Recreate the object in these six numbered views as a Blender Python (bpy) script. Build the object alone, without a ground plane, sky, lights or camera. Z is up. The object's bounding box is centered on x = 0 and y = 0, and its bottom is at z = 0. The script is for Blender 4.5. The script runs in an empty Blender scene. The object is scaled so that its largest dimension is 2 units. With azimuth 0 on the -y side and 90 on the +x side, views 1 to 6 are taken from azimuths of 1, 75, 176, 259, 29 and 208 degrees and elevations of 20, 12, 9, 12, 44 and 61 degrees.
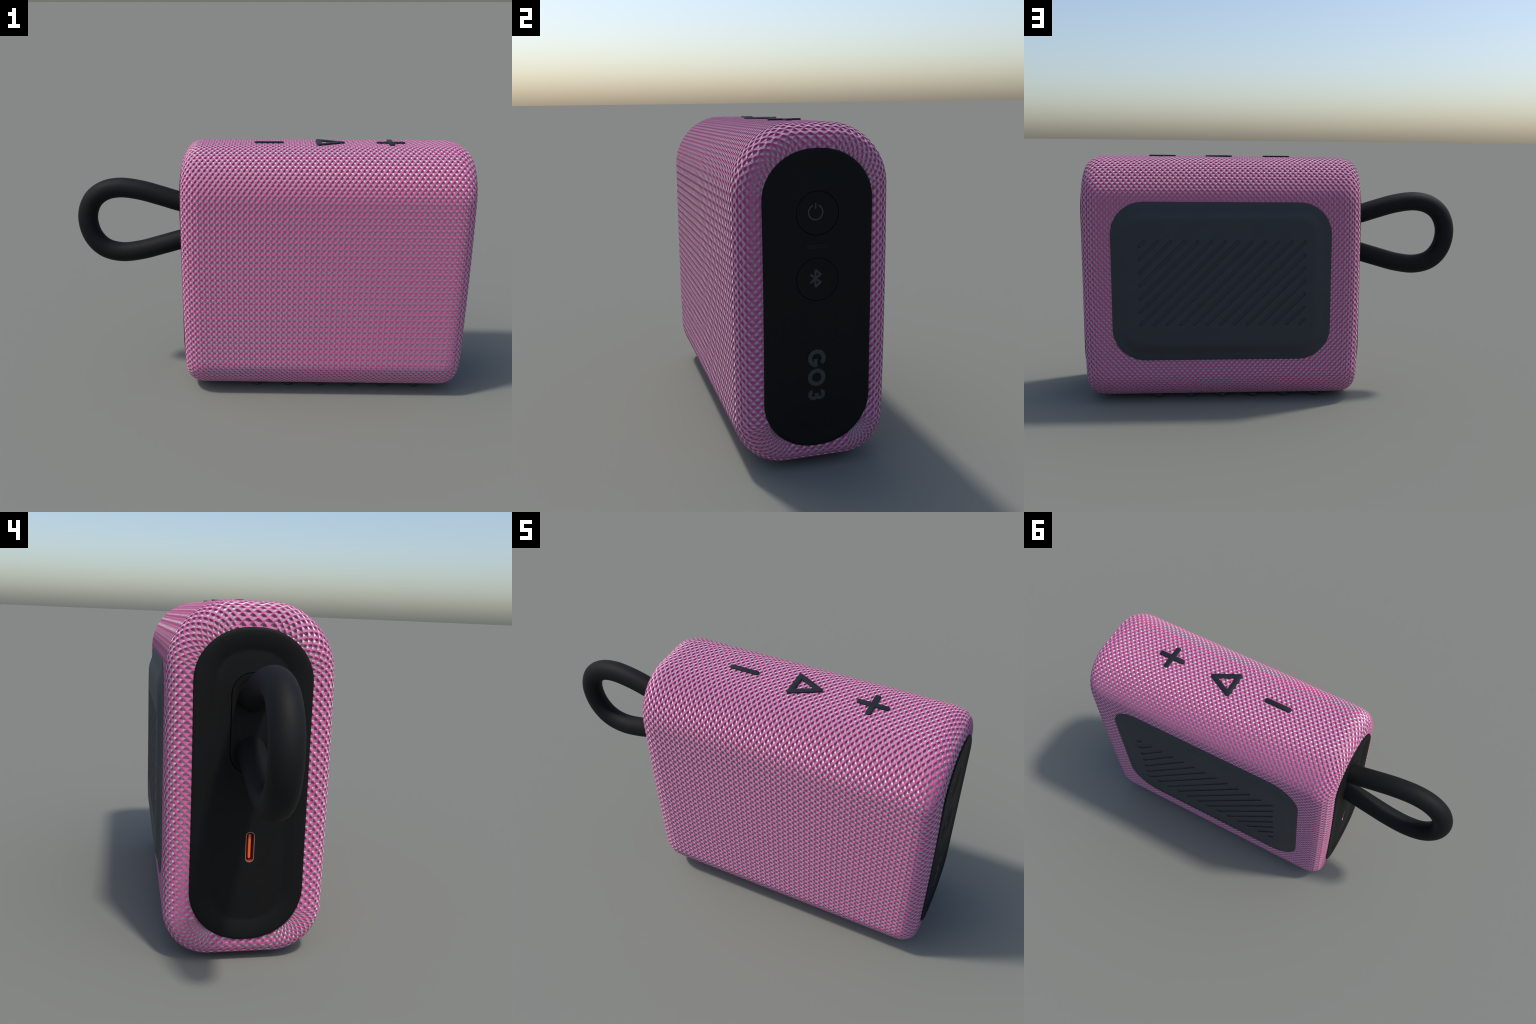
import math
import bpy
import bmesh
import numpy as np
from mathutils import Vector

# ------------------------------------------------------------------ sizes (metres)
XC = 0.2755                       # centre of the body along x
X_RIGHT, X_LEFT = 0.9950, -0.4398   # where the knitted cover meets the side panels
Z_BOT, Z_TOP = 0.012, 1.2785
Y_FRONT, Y_BACK = -0.3030, 0.2835
Z_MID = 0.64

COL = bpy.context.scene.collection


# ------------------------------------------------------------------ helpers
def empty(name):
    o = bpy.data.objects.new(name, None)
    COL.objects.link(o)
    return o


def mesh_object(name, verts, faces, material, parent, smooth=None):
    me = bpy.data.meshes.new(name)
    me.from_pydata([tuple(map(float, v)) for v in verts], [], faces)
    me.validate()
    o = bpy.data.objects.new(name, me)
    COL.objects.link(o)
    if material:
        me.materials.append(material)
    o.parent = parent
    fix_normals(me)
    if smooth is not None:
        shade(me, smooth)
    return o


def fix_normals(me):
    bm = bmesh.new()
    bm.from_mesh(me)
    bmesh.ops.recalc_face_normals(bm, faces=bm.faces)
    bm.to_mesh(me)
    bm.free()


def shade(me, angle):
    me.polygons.foreach_set("use_smooth", [True] * len(me.polygons))
    me.set_sharp_from_angle(angle=math.radians(angle))


def bake(o):
    """Apply all modifiers of an object to its mesh."""
    dg = bpy.context.evaluated_depsgraph_get()
    dg.update()
    me = bpy.data.meshes.new_from_object(o.evaluated_get(dg))
    o.modifiers.clear()
    old = o.data
    o.data = me
    me.name = old.name
    bpy.data.meshes.remove(old)


def cut(o, cutters):
    """Boolean-subtract helper objects, then delete them."""
    for c in cutters:
        m = o.modifiers.new("cut", "BOOLEAN")
        m.operation, m.object, m.solver = "DIFFERENCE", c, "EXACT"
    bake(o)
    for c in cutters:
        me = c.data
        bpy.data.objects.remove(c)
        bpy.data.meshes.remove(me)


def bevel(o, width, segments=2, angle=40):
    m = o.modifiers.new("bevel", "BEVEL")
    m.width, m.segments, m.limit_method, m.angle_limit = width, segments, "ANGLE", math.radians(angle)
    bake(o)


def rounded_rect(w0, w1, h0, h1, ra, rb, seg=16, rb_low=None):
    """Outline of a rectangle [w0,w1]x[h0,h1] with elliptical corners, counter-clockwise."""
    lo = rb if rb_low is None else rb_low
    out = []
    for cx, cy, a0, r in ((w1 - ra, h1 - rb, 0, rb), (w0 + ra, h1 - rb, 90, rb), (w0 + ra, h0 + lo, 180, lo), (w1 - ra, h0 + lo, 270, lo)):
        for k in range(seg + 1):
            a = math.radians(a0 + 90 * k / seg)
            out.append((cx + ra * math.cos(a), cy + r * math.sin(a)))
    return out


def capsule(p, q, r, seg=10):
    d = math.atan2(q[1] - p[1], q[0] - p[0])
    out = []
    for c, a0 in ((q, d - math.pi / 2), (p, d + math.pi / 2)):
        out += [(c[0] + r * math.cos(a0 + math.pi * k / seg), c[1] + r * math.sin(a0 + math.pi * k / seg)) for k in range(seg + 1)]
    return out


def ribbon(path, width, closed=False):
    """Left and right edges of a stroke of constant width along a polyline (mitred)."""
    P = [Vector(p) for p in path]
    n, L, R = len(P), [], []
    for i in range(n):
        a = P[i - 1] if (i or closed) else None
        b = P[(i + 1) % n] if (i < n - 1 or closed) else None
        d1 = (P[i] - a).normalized() if a is not None else None
        d2 = (b - P[i]).normalized() if b is not None else None
        d1, d2 = d1 or d2, d2 or d1
        t = (d1 + d2).normalized()
        nrm = Vector((-t.y, t.x))
        k = width / 2 / max(0.35, nrm.dot(Vector((-d1.y, d1.x))))
        L.append(P[i] + nrm * k)
        R.append(P[i] - nrm * k)
    return L, R


def solid_strip(name, L, R, closed, place, thick, material, parent):
    """Extrude the strip between two edge lines; place(a, b, h) puts a flat point on the surface."""
    n = len(L)
    verts = [place(p[0], p[1], thick) for p in L] + [place(p[0], p[1], thick) for p in R]
    verts += [place(p[0], p[1], -0.004) for p in L] + [place(p[0], p[1], -0.004) for p in R]
    faces = []
    for i in range(n if closed else n - 1):
        j = (i + 1) % n
        faces += [(i, j, n + j, n + i), (2 * n + i, 3 * n + i, 3 * n + j, 2 * n + j), (i, 2 * n + i, 2 * n + j, j), (n + i, n + j, 3 * n + j, 3 * n + i)]
    if not closed:
        faces += [(0, n, 3 * n, 2 * n), (n - 1, 3 * n - 1, 4 * n - 1, 2 * n - 1)]
    return mesh_object(name, verts, faces, material, parent)


def prism(name, outline, place, h_top, h_bot, material, parent):
    n = len(outline)
    verts = [place(a, b, h_top) for a, b in outline] + [place(a, b, h_bot) for a, b in outline]
    faces = [tuple(range(n)), tuple(range(2 * n - 1, n - 1, -1))]
    faces += [(i, n + i, n + (i + 1) % n, (i + 1) % n) for i in range(n)]
    return mesh_object(name, verts, faces, material, parent)


def dome(name, outlines, heights, place, back, material, parent):
    """Shell through a series of shrinking outlines at given heights, closed behind at height back."""
    n = len(outlines[0])
    verts = [place(a, b, back) for a, b in outlines[0]]
    for line, h in zip(outlines, heights):
        verts += [place(a, b, h) for a, b in line]
    m = len(outlines) + 1
    faces = [tuple(range(n))]
    for k in range(m - 1):
        for i in range(n):
            j = (i + 1) % n
            faces.append((k * n + i, k * n + j, (k + 1) * n + j, (k + 1) * n + i))
    faces.append(tuple((m - 1) * n + i for i in range(n)))
    return mesh_object(name, verts, faces, material, parent)


# ------------------------------------------------------------------ materials
def principled(name, colour, rough, spec=0.5, metallic=0.0):
    m = bpy.data.materials.new(name)
    m.use_nodes = True
    b = m.node_tree.nodes["Principled BSDF"]
    b.inputs["Base Color"].default_value = (*colour, 1)
    b.inputs["Roughness"].default_value = rough
    b.inputs["Specular IOR Level"].default_value = spec
    b.inputs["Metallic"].default_value = metallic
    return m


def grained(name, colour, rough, spec, scale=220.0, strength=0.06, spread=0.12):
    """Matt moulded plastic or rubber: faint tone variation and a very fine grain."""
    m = principled(name, colour, rough, spec)
    t = m.node_tree
    b = t.nodes["Principled BSDF"]
    co = t.nodes.new("ShaderNodeTexCoord")
    big, fine = t.nodes.new("ShaderNodeTexNoise"), t.nodes.new("ShaderNodeTexNoise")
    big.inputs["Scale"].default_value, big.inputs["Detail"].default_value = 7.0, 3.0
    fine.inputs["Scale"].default_value, fine.inputs["Detail"].default_value = scale, 1.0
    ramp = t.nodes.new("ShaderNodeValToRGB")
    for e, f in zip(ramp.color_ramp.elements, (1 - spread, 1 + spread)):
        e.color = (*(c * f for c in colour), 1)
    bump = t.nodes.new("ShaderNodeBump")
    bump.inputs["Strength"].default_value, bump.inputs["Distance"].default_value = strength, 0.001
    t.links.new(co.outputs["Object"], big.inputs["Vector"])
    t.links.new(co.outputs["Object"], fine.inputs["Vector"])
    t.links.new(big.outputs["Fac"], ramp.inputs["Fac"])
    t.links.new(ramp.outputs["Color"], b.inputs["Base Color"])
    t.links.new(fine.outputs["Fac"], bump.inputs["Height"])
    t.links.new(bump.outputs["Normal"], b.inputs["Normal"])
    return m


PIT_IN, PIT_OUT, PIT_POW = 0.08, 0.95, 3.0 # profile of one dimple, shared by mesh and material
BUMP_DEPTH, MESH_DEPTH = 0.0195, 0.0018
SHEEN, SHEEN_ROUGH = 1.0, 0.5
COLUMN_LEAN = 0.085                # stitches lean sideways, column by column


def knit_material():
    """Pink knit: dimples on the same diagonal lattice that shapes the mesh, deepened by Bump."""
    m = principled("pink_knit", (0.65, 0.062, 0.297), 0.6, 0.2)
    t = m.node_tree
    N = t.nodes
    N["Principled BSDF"].inputs["Sheen Weight"].default_value = SHEEN
    N["Principled BSDF"].inputs["Sheen Roughness"].default_value = SHEEN_ROUGH
    uv = N.new("ShaderNodeUVMap")
    uv.uv_map = "lattice"
    sep = N.new("ShaderNodeSeparateXYZ")
    t.links.new(uv.outputs["UV"], sep.inputs[0])

    def math_node(op, a, b=None):
        n = N.new("ShaderNodeMath")
        n.operation = op
        for k, v in enumerate((a, b)):
            if v is None:
                continue
            if isinstance(v, (int, float)):
                n.inputs[k].default_value = v
            else:
                t.links.new(v, n.inputs[k])
        return n.outputs[0]

    p = math_node("ADD", sep.outputs[0], sep.outputs[1])
    q = math_node("SUBTRACT", sep.outputs[0], sep.outputs[1])
    tp = math_node("MULTIPLY", math_node("PINGPONG", p, 0.5), 2.0)
    tq = math_node("MULTIPLY", math_node("PINGPONG", q, 0.5), 2.0)
    r = math_node("POWER", math_node("ADD", math_node("POWER", tp, PIT_POW), math_node("POWER", tq, PIT_POW)), 1 / PIT_POW)
    rng = N.new("ShaderNodeMapRange")
    rng.interpolation_type = "LINEAR"
    rng.inputs["From Min"].default_value, rng.inputs["From Max"].default_value = PIT_IN, PIT_OUT
    t.links.new(r, rng.inputs["Value"])
    bump = N.new("ShaderNodeBump")
    bump.inputs["Strength"].default_value, bump.inputs["Distance"].default_value = 1.0, BUMP_DEPTH
    lean = math_node("MULTIPLY", math_node("SINE", math_node("MULTIPLY", sep.outputs[0], 2 * math.pi)), COLUMN_LEAN)
    t.links.new(math_node("ADD", rng.outputs[0], lean), bump.inputs["Height"])
    t.links.new(bump.outputs["Normal"], N["Principled BSDF"].inputs["Normal"])
    return m


KNIT = knit_material()
BLACK = grained("black_plastic", (0.0072, 0.0073, 0.0073), 0.62, 0.13)
RUBBER = grained("black_rubber", (0.0075, 0.0075, 0.0077), 0.65, 0.18, 300.0, 0.04)
SLATE = grained("slate_rubber", (0.0370, 0.0410, 0.0480), 0.6, 0.3)
MARK = principled("slate_print", (0.0290, 0.0340, 0.0420), 0.5, 0.4)
SYMBOL = principled("slate_symbol", (0.0095, 0.0118, 0.0175), 0.55, 0.25)
LAMP = principled("indicator_window", (0.0075, 0.0079, 0.0082), 0.5, 0.15)
STEEL = principled("steel_rim", (0.42, 0.42, 0.43), 0.35, 0.5, 0.6)
AMBER_DARK = principled("amber_socket", (0.30, 0.035, 0.010), 0.5)
AMBER = principled("amber_tongue", (0.90, 0.130, 0.022), 0.45)

speaker = empty("portable_speaker")
speaker.location = (XC, 0, 0)
speaker["label"] = "small pink knitted portable speaker with black carry loop"
speaker["category"] = "speaker"


def attach(o, parent):
    """Parts are built in world space; this keeps them there under their parent."""
    o.parent = parent
    bpy.context.view_layer.update()
    o.matrix_parent_inverse = parent.matrix_world.inverted()


# ------------------------------------------------------------------ knitted cover
SEG = {  # dimple pitch along each stretch of the cross-section
    "bottom": 0.030, "low_front": 0.030, "front": 0.0311, "high_front": 0.0370,
    "top": 0.0345, "high_back": 0.0330, "back": 0.0288, "low_back": 0.0295,
}
PITCH_X = 0.0272
PER = 8                            # mesh steps per dimple


def section(inset, parts=40):
    """Cross-section (y, z) shrunk by inset: straight sides with elliptical corners."""
    y0, y1, z0, z1 = Y_FRONT + inset, Y_BACK - inset, Z_BOT + inset, Z_TOP - inset
    ty, tz = 0.23 - inset, 0.24 - inset
    by, bz = 0.165 - inset, 0.165 - inset
    fy, fz = 0.187 - inset, 0.183 - inset
    uy, uz = 0.220 - inset, 0.222 - inset
    out, tags = [], []

    def line(a, b, tag):
        for k in range(parts):
            f = k / parts
            out.append((a[0] + (b[0] - a[0]) * f, a[1] + (b[1] - a[1]) * f))
            tags.append(tag)

    def arc(cy, cz, ry, rz, a0, a1, tag):
        for k in range(parts):
            a = math.radians(a0 + (a1 - a0) * k / parts)
            out.append((cy + ry * math.cos(a), cz + rz * math.sin(a)))
            tags.append(tag)

    mid = (Y_FRONT + Y_BACK) / 2
    line((mid, z0), (y0 + fy, z0), "bottom")
    arc(y0 + fy, z0 + fz, fy, fz, 270, 180, "low_front")
    line((y0, z0 + fz), (y0, z1 - tz), "front")
    arc(y0 + ty, z1 - tz, ty, tz, 180, 90, "high_front")
    line((y0 + ty, z1), (y1 - uy, z1), "top")
    arc(y1 - uy, z1 - uz, uy, uz, 90, 0, "high_back")
    line((y1, z1 - uz), (y1, z0 + bz), "back")
    arc(y1 - by, z0 + bz, by, bz, 0, -90, "low_back")
    line((y1 - by, z0), (mid, z0), "bottom")
    out.append((mid, z0))
    out = np.array(out)
    out[:, 0] *= 1 - 0.006 * ((out[:, 1] - 0.60) / 0.45) ** 2        # walls bulge very slightly
    return out, tags


def bow(x, z):
    """The ends bulge slightly: x shrinks towards top and bottom."""
    return XC + (x - XC) * (1 - 0.012 * ((z - Z_MID) / 0.63) ** 2)


def knitted_cover():
    base, tags = section(0.0)
    step = np.linalg.norm(np.diff(base, axis=0), axis=1)
    rate = np.array([1 / SEG[t] for t in tags])
    for _ in range(120):
        rate = (np.roll(rate, 1) + rate + np.roll(rate, -1)) / 3
    cells = np.concatenate([[0], np.cumsum(step * rate)])
    n_cells = round(cells[-1])
    cells *= n_cells / cells[-1]
    nv = n_cells * PER
    where = np.interp(np.arange(nv) / PER, cells, np.arange(len(cells)))    # fractional index into a section

    a, b, under, full = 0.107, 0.088, 0.068, 2 / 2.45
    half = [(0.022, b + under), (0.012, b + 0.045), (0.0, b + 0.025), (0.0, b)]
    phi = np.linspace(0, math.pi / 2, 60)
    half += [(a * (1 - math.cos(f) ** full), b * (1 - math.sin(f) ** full)) for f in phi[1:]]
    half = np.array(half)
    left = np.column_stack([X_LEFT + half[:, 0], half[:, 1]])
    right = np.column_stack([X_RIGHT - half[:, 0], half[:, 1]])[::-1]
    prof = np.vstack([left, right])
    arc = np.concatenate([[0], np.cumsum(np.linalg.norm(np.diff(prof, axis=0), axis=1))])
    edge = 0.22                                        # stitches are wider where the knit turns over the ends
    fine = np.linspace(0, arc[-1], 4000)
    near = np.clip((np.minimum(fine, arc[-1] - fine) - 0.12) / (edge - 0.12), 0, 1)
    pitch = PITCH_X * (1.14 - 0.14 * near)
    count = np.concatenate([[0], np.cumsum(np.diff(fine) / pitch[1:])])
    nu = int(count[-1] * PER)
    ku = np.arange(nu + 1) / PER                       # dimple count at each mesh row
    s = np.interp(ku, count, fine)
    s[-1] = arc[-1]
    px, pi = np.interp(s, arc, prof[:, 0]), np.interp(s, arc, prof[:, 1])

    grid = np.empty((nu + 1, nv, 3))
    for k in range(nu + 1):
        sec, _ = section(min(pi[k], 0.1565))
        i = np.arange(len(sec))
        grid[k, :, 1] = np.interp(where, i, sec[:, 0])
        grid[k, :, 2] = np.interp(where, i, sec[:, 1])
        grid[k, :, 0] = bow(px[k], grid[k, :, 2])
    du = np.gradient(grid, axis=0)
    dv = np.roll(grid, -1, 1) - np.roll(grid, 1, 1)
    nrm = np.cross(dv, du)
    nrm /= np.linalg.norm(nrm, axis=2, keepdims=True) + 1e-12
    centre = np.array([XC, -0.01, Z_MID])
    if ((grid - centre) * nrm).sum() < 0:
        nrm = -nrm
    cu = ku[:, None]
    cv = (np.arange(nv) / PER)[None, :]

    def tri(v):
        return 2 * np.abs(v - np.round(v))

    r = (tri(cu + cv) ** PIT_POW + tri(cu - cv) ** PIT_POW) ** (1 / PIT_POW)
    h = np.clip((r - PIT_IN) / (PIT_OUT - PIT_IN), 0, 1)
    h = h * h * (3 - 2 * h)
    grid += nrm * ((h - 1) * MESH_DEPTH)[:, :, None]

    verts = grid.reshape(-1, 3)
    k, j = np.meshgrid(np.arange(nu), np.arange(nv), indexing="ij")
    k, j = k.ravel(), j.ravel()
    j2 = (j + 1) % nv
    quads = np.column_stack([k * nv + j, (k + 1) * nv + j, (k + 1) * nv + j2, k * nv + j2])
    q0 = verts[quads[0]]
    fn = np.cross(q0[1] - q0[0], q0[3] - q0[0])
    mid_face = quads[len(quads) // 2 + nv // 4]
    q0 = verts[mid_face]
    fn = np.cross(q0[1] - q0[0], q0[3] - q0[0])
    flip = fn @ (q0.mean(0) - centre) < 0
    uu = np.column_stack([ku[k], ku[k + 1], ku[k + 1], ku[k]])
    vv = np.column_stack([j, j, j + 1, j + 1]) / PER
    if flip:
        quads, uu, vv = quads[:, ::-1], uu[:, ::-1], vv[:, ::-1]

    me = bpy.data.meshes.new("knitted_cover")
    nf = len(quads)
    me.vertices.add(len(verts))
    me.vertices.foreach_set("co", verts.ravel())
    me.loops.add(4 * nf)
    me.loops.foreach_set("vertex_index", quads.ravel().astype(np.int32))
    me.polygons.add(nf)
    me.polygons.foreach_set("loop_start", (np.arange(nf) * 4).astype(np.int32))
    me.polygons.foreach_set("use_smooth", np.ones(nf, bool))
    me.update(calc_edges=True)
    lay = me.uv_layers.new(name="lattice")
    lay.data.foreach_set("uv", np.column_stack([uu.ravel(), vv.ravel()]).ravel())
    me.validate()
    me.materials.append(KNIT)
    o = bpy.data.objects.new("knitted_cover", me)
    COL.objects.link(o)
    attach(o, speaker)
    return o


cover = knitted_cover()

# ------------------------------------------------------------------ side panels
CAP_Y0, CAP_Y1, CAP_Z0, CAP_Z1 = -0.209, 0.197, 0.093, 1.193


def cap_outline(d):
    """Pill outline of a side panel, moved inwards by d."""
    return rounded_rect(CAP_Y0 + d, CAP_Y1 - d, CAP_Z0 + d, CAP_Z1 - d, max(0.192 - d, 0.01), max(0.178 - d, 0.01), 20, max(0.19 - d, 0.01))


SINK = 0.0068                     # depth of the field of the button panel below its rim


def right_at(y, z, h):
    return (bow(1.0028 + h, z), y, z)


def left_at(y, z, h):
    return (bow(-0.4475 - h, z), y, z)


RINGS = (0.0, 0.002, 0.006, 0.012, 0.02, 0.03, 0.045, 0.06, 0.068, 0.075, 0.079, 0.085, 0.10, 0.12, 0.14, 0.16, 0.18)


def edge_round(d, r=0.010, drop=0.008):
    return -drop * (1 - math.sqrt(max(0.0, 1 - (1 - min(d / r, 1)) ** 2)))


def shallow(d):
    f = min(max((d - 0.008) / 0.055, 0), 1)
    return edge_round(d) - SINK * f * f * (3 - 2 * f)


button_panel = dome("button_panel", [cap_outline(d) for d in RINGS], [shallow(d) for d in RINGS], right_at, -0.05, BLACK, None)


def dished(d):
    """Rim, then a slope down to a slightly sunken field."""
    f = min(max((d - 0.020) / 0.055, 0), 1)
    return edge_round(d) - 0.011 * f ** 1.6


strap_panel = dome("strap_panel", [cap_outline(d) for d in RINGS], [dished(d) for d in RINGS], left_at, -0.075, BLACK, None)

B_Y, B_R = -0.0075, 0.0785
BUTTON_Z = (0.9690, 0.7315)


def circle(cy, cz, r, n=64):
    return [(cy + r * math.cos(2 * math.pi * k / n), cz + r * math.sin(2 * math.pi * k / n)) for k in range(n)]


LED = rounded_rect(-0.054, 0.031, 0.8405, 0.8605, 0.004, 0.004, 4)
cut(button_panel, [prism("cutter", circle(B_Y, z, B_R), right_at, 0.03, -0.020, None, None) for z in BUTTON_Z]
    + [prism("cutter", LED, right_at, 0.03, -0.012, None, None)])
shade(button_panel.data, 28)
attach(button_panel, speaker)

PORT_Y, PORT_Z, PORT_W, PORT_H = -0.0145, 0.4380, 0.0325, 0.113
SOCK = (-0.079, 0.069, 0.700, 1.046)


def port_outline(g):
    r = PORT_W / 2 + g
    return capsule((PORT_Y, PORT_Z - PORT_H / 2 + PORT_W / 2), (PORT_Y, PORT_Z + PORT_H / 2 - PORT_W / 2), r, 12)


def sock_outline(g):
    r = (SOCK[1] - SOCK[0]) / 2 + g
    c = (SOCK[0] + SOCK[1]) / 2
    return capsule((c, SOCK[2] + r - g), (c, SOCK[3] - r + g), r, 24)


cut(strap_panel, [prism("cutter", port_outline(0.0), left_at, 0.03, -0.058, None, None),
                  prism("cutter", sock_outline(0.0), left_at, 0.03, -0.050, None, None)])
shade(strap_panel.data, 28)
attach(strap_panel, speaker)

# buttons in their round wells, a hair narrower than the well so that a groove stays open
symbols = []
for z in BUTTON_Z:
    rs = (0.0, 0.0008, 0.002, 0.006, 0.02, 0.045, 0.07)
    hs = (-0.0022, -0.0010, -0.0006, -0.0010, -0.0045, -0.0075, -0.0085)
    o = dome("button", [circle(B_Y, z, B_R - 0.0017 - r) for r in rs], [h - SINK for h in hs], right_at, -0.0195, BLACK, None)
    shade(o.data, 40)
    attach(o, speaker)
    symbols.append(o)

o = dome("indicator_light", [rounded_rect(-0.0535 + d, 0.0305 - d, 0.841 + d, 0.860 - d, 0.004, 0.004, 4) for d in (0, 0.001)], (-0.0012 - SINK, -0.0005 - SINK), right_at, -0.0118, LAMP, None)
attach(o, button_panel)


def on_button(y, z, h):
    d = math.hypot(y - B_Y, z - min(BUTTON_Z, key=lambda c: abs(c - z)))
    return right_at(y, z, h - SINK + float(np.interp(B_R - 0.0017 - d, rs, hs)))


# power mark: open ring and a short bar
py, pz = -0.0125, 0.9715
ring = [(py + 0.0262 * math.cos(math.radians(a)), pz + 0.0262 * math.sin(math.radians(a))) for a in np.linspace(112, 428, 60)]
for L, R in (ribbon(ring, 0.0052), ribbon([(py, pz + 0.012), (py, pz + 0.0325)], 0.0052)):
    attach(solid_strip("power_symbol", L, R, False, on_button, 0.0007, MARK, None), symbols[0])
# wireless rune: one stem and two crossing strokes
by, bz = -0.0135, 0.7345
arm, tall, w = 0.0190, 0.0315, 0.0078
strokes = [[(0, -tall), (0, tall)],
           [(0, tall), (arm, tall * 0.46), (-arm, -tall * 0.50)],
           [(0, -tall), (arm, -tall * 0.46), (-arm, tall * 0.50)]]
for k, st in enumerate(strokes):
    L, R = ribbon([(by + a, bz + b) for a, b in st], w)
    attach(solid_strip("wireless_symbol", L, R, False, on_button, 0.0005 + 0.0002 * k, MARK, None), symbols[1])

# lettering, turned to read downwards: letter right is -z, letter up is +y
LW, LR = 0.0158, 0.0259


def letter_at(cz, cy=-0.0095):
    return lambda a, b, h: right_at(cy + b, cz - a, h - SINK)


def arc_path(cx, cy, r, a0, a1, n=40):
    return [(cx + r * math.cos(math.radians(a)), cy + r * math.sin(math.radians(a))) for a in np.linspace(a0, a1, n)]


L, R = ribbon(arc_path(0, 0, LR, 44, 357, 56), LW)
attach(solid_strip("letter", L, R, False, letter_at(0.4375), 0.0006, MARK, None), button_panel)
L, R = ribbon([(0.002, -0.0045), (LR + LW / 2 - 0.0004, -0.0045)], 0.0135)
attach(solid_strip("letter", L, R, False, letter_at(0.4375), 0.0004, MARK, None), button_panel)
L, R = ribbon(arc_path(0, 0, LR, 0, 354, 60), LW, True)
attach(solid_strip("letter", L, R, True, letter_at(0.3640), 0.0006, MARK, None), button_panel)
r3 = 0.0128
L, R = ribbon(arc_path(0.001, 0.0130, r3, 165, -90, 40) + [(-0.005, 0.0130 - r3)], 0.0142)
attach(solid_strip("letter", L, R, False, letter_at(0.2975), 0.0006, MARK, None), button_panel)
L, R = ribbon([(-0.005, -0.0118 + r3 + 0.0008)] + arc_path(0.0015, -0.0118, r3 + 0.0010, 90, -165, 40), 0.0142)
attach(solid_strip("letter", L, R, False, letter_at(0.2975), 0.0004, MARK, None), button_panel)

# ------------------------------------------------------------------ socket, charging port
D0 = -0.0110                       # the sunken field of the strap panel
sd = (0.0, 0.0015, 0.012, 0.016, 0.026, 0.031, 0.045, 0.060)
sh = (-0.003, -0.0010, -0.0020, -0.0035, -0.0055, -0.0075, -0.008, -0.008)
socket = dome("strap_socket", [sock_outline(-0.0026 - d) for d in sd], [D0 + h for h in sh], left_at, -0.049, BLACK, None)
shade(socket.data, 35)
attach(socket, strap_panel)

port_rim = dome("charging_port", [port_outline(-0.0003), port_outline(-0.0008), port_outline(-0.0022), port_outline(-0.0028), port_outline(-0.0032)],
                [D0 - 0.0052, D0 - 0.0040, D0 - 0.0040, D0 - 0.0052, D0 - 0.042], left_at, -0.0575, STEEL, None)
port_rim.data.materials.append(AMBER_DARK)
for f in port_rim.data.polygons:
    c = f.center
    deep = (-0.4475 - c.x) < D0 - 0.007
    f.material_index = 1 if deep and f.index > len(port_outline(0)) else 0
shade(port_rim.data, 35)
attach(port_rim, strap_panel)
tongue = prism("port_tongue", capsule((PORT_Y, PORT_Z - 0.040), (PORT_Y, PORT_Z + 0.040), 0.0042, 6), left_at, D0 - 0.016, D0 - 0.0425, AMBER, None)
attach(tongue, port_rim)

# ------------------------------------------------------------------ carry loop
LOOP = [(-0.405, 0.958), (-0.475, 0.974), (-0.560, 1.000), (-0.665, 1.029), (-0.770, 1.042), (-0.855, 1.024), (-0.918, 0.972), (-0.947, 0.887),
        (-0.930, 0.792), (-0.873, 0.723), (-0.785, 0.697), (-0.680, 0.708), (-0.570, 0.738), (-0.475, 0.766), (-0.405, 0.786)]


def smooth_path(points, per):
    """Catmull-Rom curve through the points."""
    P = [np.array(p) for p in points]
    P = [2 * P[0] - P[1]] + P + [2 * P[-1] - P[-2]]
    out = []
    for i in range(1, len(P) - 2):
        for k in range(per):
            t = k / per
            out.append(0.5 * (2 * P[i] + (P[i + 1] - P[i - 1]) * t + (2 * P[i - 1] - 5 * P[i] + 4 * P[i + 1] - P[i + 2]) * t ** 2
                              + (3 * P[i] - P[i - 1] - 3 * P[i + 1] + P[i + 2]) * t ** 3))
    return np.array(out + [P[-2]])


path = smooth_path(LOOP, 8)
path = np.array([-0.68, 0.871]) + (path - np.array([-0.68, 0.871])) * np.array([1.008, 1.012])
tan = np.gradient(path, axis=0)
tan /= np.linalg.norm(tan, axis=1, keepdims=True)
TR, TN, LOOP_Y = 0.0510, 32, -0.0065
verts, faces = [], []
for (x, z), (tx, tz) in zip(path, tan):
    for k in range(TN):
        a = 2 * math.pi * k / TN
        verts.append((x - tz * TR * math.cos(a), LOOP_Y + TR * math.sin(a), z + tx * TR * math.cos(a)))
for i in range(len(path) - 1):
    for k in range(TN):
        j = (k + 1) % TN
        faces.append((i * TN + k, i * TN + j, (i + 1) * TN + j, (i + 1) * TN + k))
faces += [tuple(range(TN)), tuple(range((len(path) - 1) * TN, len(path) * TN))]
loop = mesh_object("carry_loop", verts, faces, RUBBER, None, 50)
attach(loop, speaker)

# ------------------------------------------------------------------ back panel with diagonal slots
BX0, BX1, BZ0, BZ1 = -0.2795, 0.8390, 0.2400, 1.0600


def back_outline(d):
    r = max(0.168 - d, 0.03)
    return rounded_rect(BX0 + d, BX1 - d, BZ0 + d, BZ1 - d, r, r, 14)


def back_at(x, z, h):
    return (x, 0.3025 + h, z)


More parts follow.
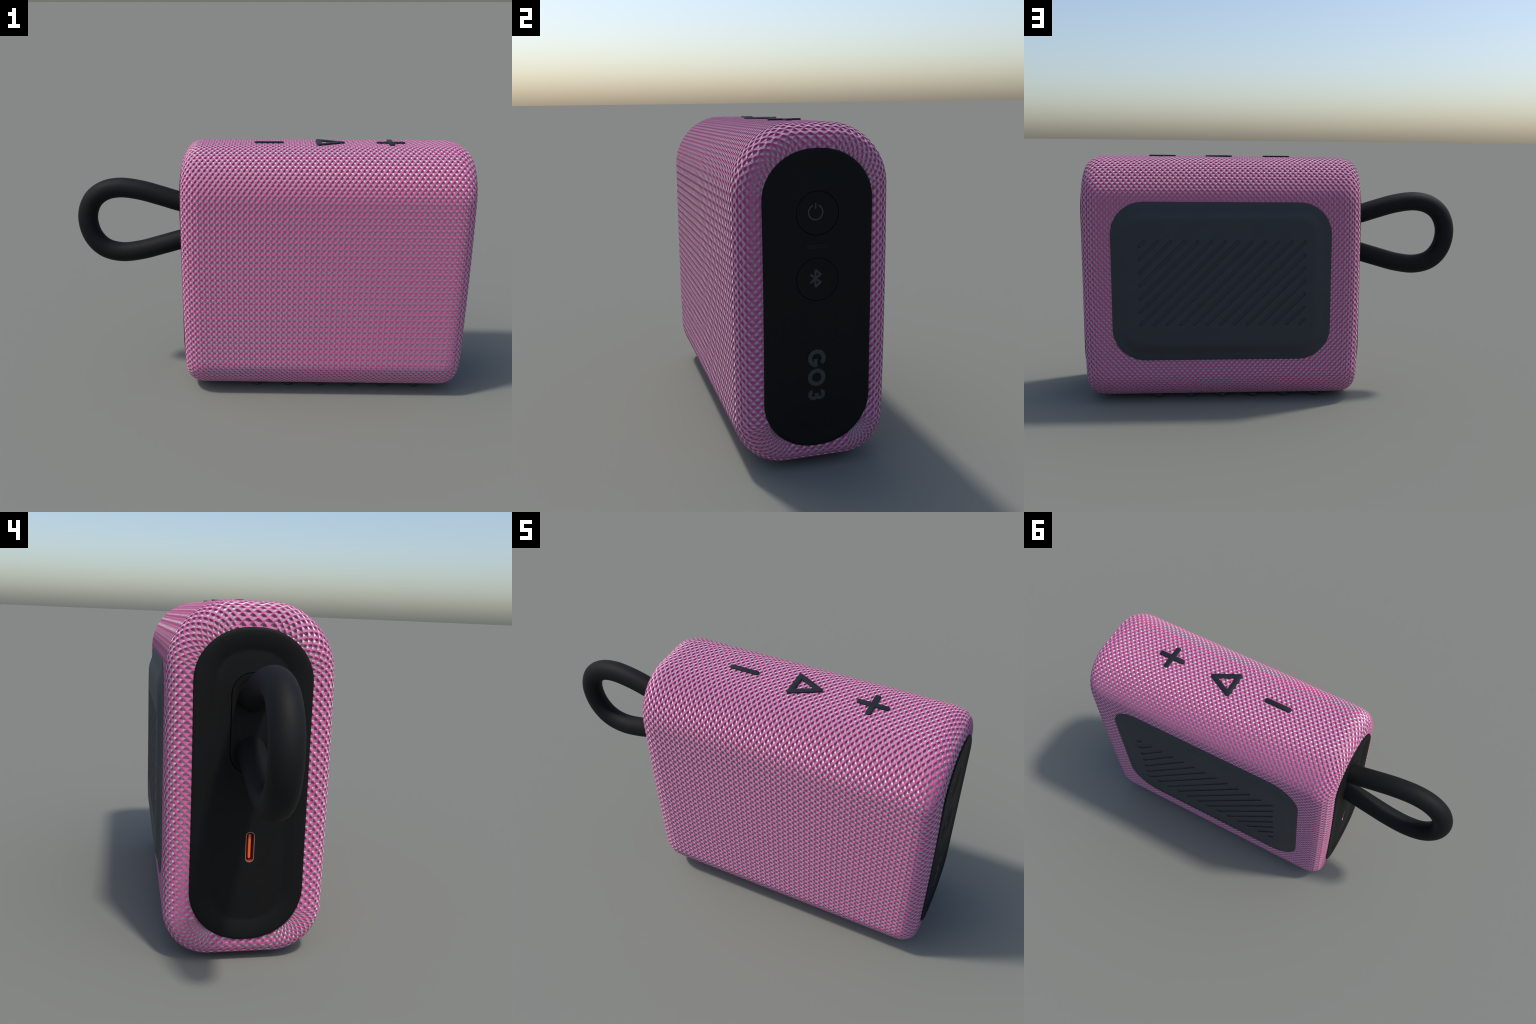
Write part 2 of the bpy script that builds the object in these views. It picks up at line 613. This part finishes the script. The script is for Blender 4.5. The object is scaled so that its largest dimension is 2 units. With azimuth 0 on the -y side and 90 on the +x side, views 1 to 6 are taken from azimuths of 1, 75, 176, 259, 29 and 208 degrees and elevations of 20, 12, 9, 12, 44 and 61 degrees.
bd = (0.0, 0.0015, 0.004, 0.030, 0.045, 0.062, 0.078, 0.090, 0.10)
bh = (-0.0205, -0.0185, -0.0175, -0.0160, -0.0125, -0.0065, -0.0015, 0.0, 0.0)
back = dome("back_panel", [back_outline(d) for d in bd], bh, back_at, -0.055, SLATE, None)
SX0, SX1, SZ0, SZ1 = -0.1385, 0.6925, 0.4360, 0.8610
W, H, PITCH, EDGE = SX1 - SX0, SZ1 - SZ0, 0.0673, 0.022
slots = []
count = round((W + H - 2 * EDGE) / PITCH) + 1
for k in range(count):
    c = -H + EDGE + (W + H - 2 * EDGE) * k / (count - 1)      # line X - Z = c, X measured from the +x end
    x_a, x_b = max(0.0, c), min(W, H + c)
    p, q = (SX1 - x_a, SZ0 + x_a - c), (SX1 - x_b, SZ0 + x_b - c)
    slots.append(prism("cutter", capsule(p, q, 0.0092, 8), back_at, 0.01, -0.0048, None, None))
cut(back, slots)
shade(back.data, 30)
attach(back, speaker)

# ------------------------------------------------------------------ marks on the top
TOP_H = 1.2855


def top_at(x, y, h):
    return (x, y, TOP_H + h)


def top_mark(name, o):
    o.name = name
    bevel(o, 0.0012, 2)
    shade(o.data, 35)
    attach(o, speaker)


SYM_Y = -0.0080
hw = 0.0125
minus = rounded_rect(-0.079, 0.0645, SYM_Y - hw, SYM_Y + hw, 0.011, 0.011, 5)
top_mark("minus_symbol", prism("minus_symbol", minus, top_at, 0.0, -0.030, SYMBOL, None))


def plus_outline(cx, cy, la, lb, w, r=0.008):
    out = []
    for turn in range(4):
        l = la if turn % 2 == 0 else lb
        c, s = (1, 0, -1, 0)[turn], (0, 1, 0, -1)[turn]
        arm_pts = [(w, -w)]
        for k in range(5):
            a = math.radians(-90 + 90 * k / 4)
            arm_pts.append((l - r + r * math.cos(a), -w + r + r * math.sin(a)))
        for k in range(5):
            a = math.radians(90 * k / 4)
            arm_pts.append((l - r + r * math.cos(a), w - r + r * math.sin(a)))
        out += [(cx + x * c - y * s, cy + x * s + y * c) for x, y in arm_pts]
    return out


top_mark("plus_symbol", prism("plus_symbol", plus_outline(0.5990, SYM_Y, 0.0705, 0.0665, hw), top_at, 0.0, -0.030, SYMBOL, None))


def rounded_triangle(pts, r, n=8):
    """Triangle with corners rounded by radius r about the given corner centres (counter-clockwise)."""
    out = []
    for i in range(3):
        a, p, b = (Vector(pts[i - 1]), Vector(pts[i]), Vector(pts[(i + 1) % 3]))
        d1, d2 = (p - a).normalized(), (b - p).normalized()
        a0 = math.atan2(-d1.x, d1.y)
        a1 = math.atan2(-d2.x, d2.y)
        n1, n2 = math.atan2(-d1.x, d1.y), math.atan2(-d2.x, d2.y)
        while n2 < n1:
            n2 += 2 * math.pi
        for k in range(n + 1):
            t = n1 + (n2 - n1) * k / n
            out.append((p.x + r * math.cos(t), p.y + r * math.sin(t)))
    return out


tip = [(0.3600, SYM_Y), (0.2405, SYM_Y + 0.062), (0.2405, SYM_Y - 0.062)]
outer = rounded_triangle(tip, 0.0105)
centre = Vector((0.2805, SYM_Y))
hole = [(centre + (Vector(p) - centre) * 0.56) for p in tip]
inner = rounded_triangle(hole, 0.002)
n = len(outer)
verts = [top_at(x, y, h) for line, h in ((outer, 0), (inner, 0), (outer, -0.03), (inner, -0.03)) for x, y in line]
faces = []
for i in range(n):
    j = (i + 1) % n
    faces += [(i, j, n + j, n + i), (i, 2 * n + i, 2 * n + j, j), (n + i, n + j, 3 * n + j, 3 * n + i), (2 * n + i, 3 * n + i, 3 * n + j, 2 * n + j)]
top_mark("play_symbol", mesh_object("play_symbol", verts, faces, SYMBOL, None))

# ------------------------------------------------------------------ foot pad with diagonal ridges
def under_at(x, y, h):
    return (x, y, h)


pad = prism("foot_pad", rounded_rect(-0.27, 0.83, -0.165, 0.140, 0.09, 0.09, 8), under_at, 0.030, 0.0100, SLATE, None)
attach(pad, speaker)
FX0, FX1, FY0, FY1, FP = -0.250, 0.805, -0.165, 0.159, 0.168
for k in range(-4, 8):
    c = 0.280 - 0.1730 + k * FP                   # line x + y = c
    y_a, y_b = max(FY0, c - FX1), min(FY1, c - FX0)
    if y_b - y_a < 0.03:
        continue
    p, q = (c - y_a, y_a), (c - y_b, y_b)
    o = dome("foot_ridge", [capsule(p, q, r, 8) for r in (0.020, 0.019, 0.016, 0.012)], (-0.012, -0.005, -0.001, 0.0), lambda x, y, h: (x, y, -h), -0.02, SLATE, None)
    shade(o.data, 40)
    attach(o, pad)
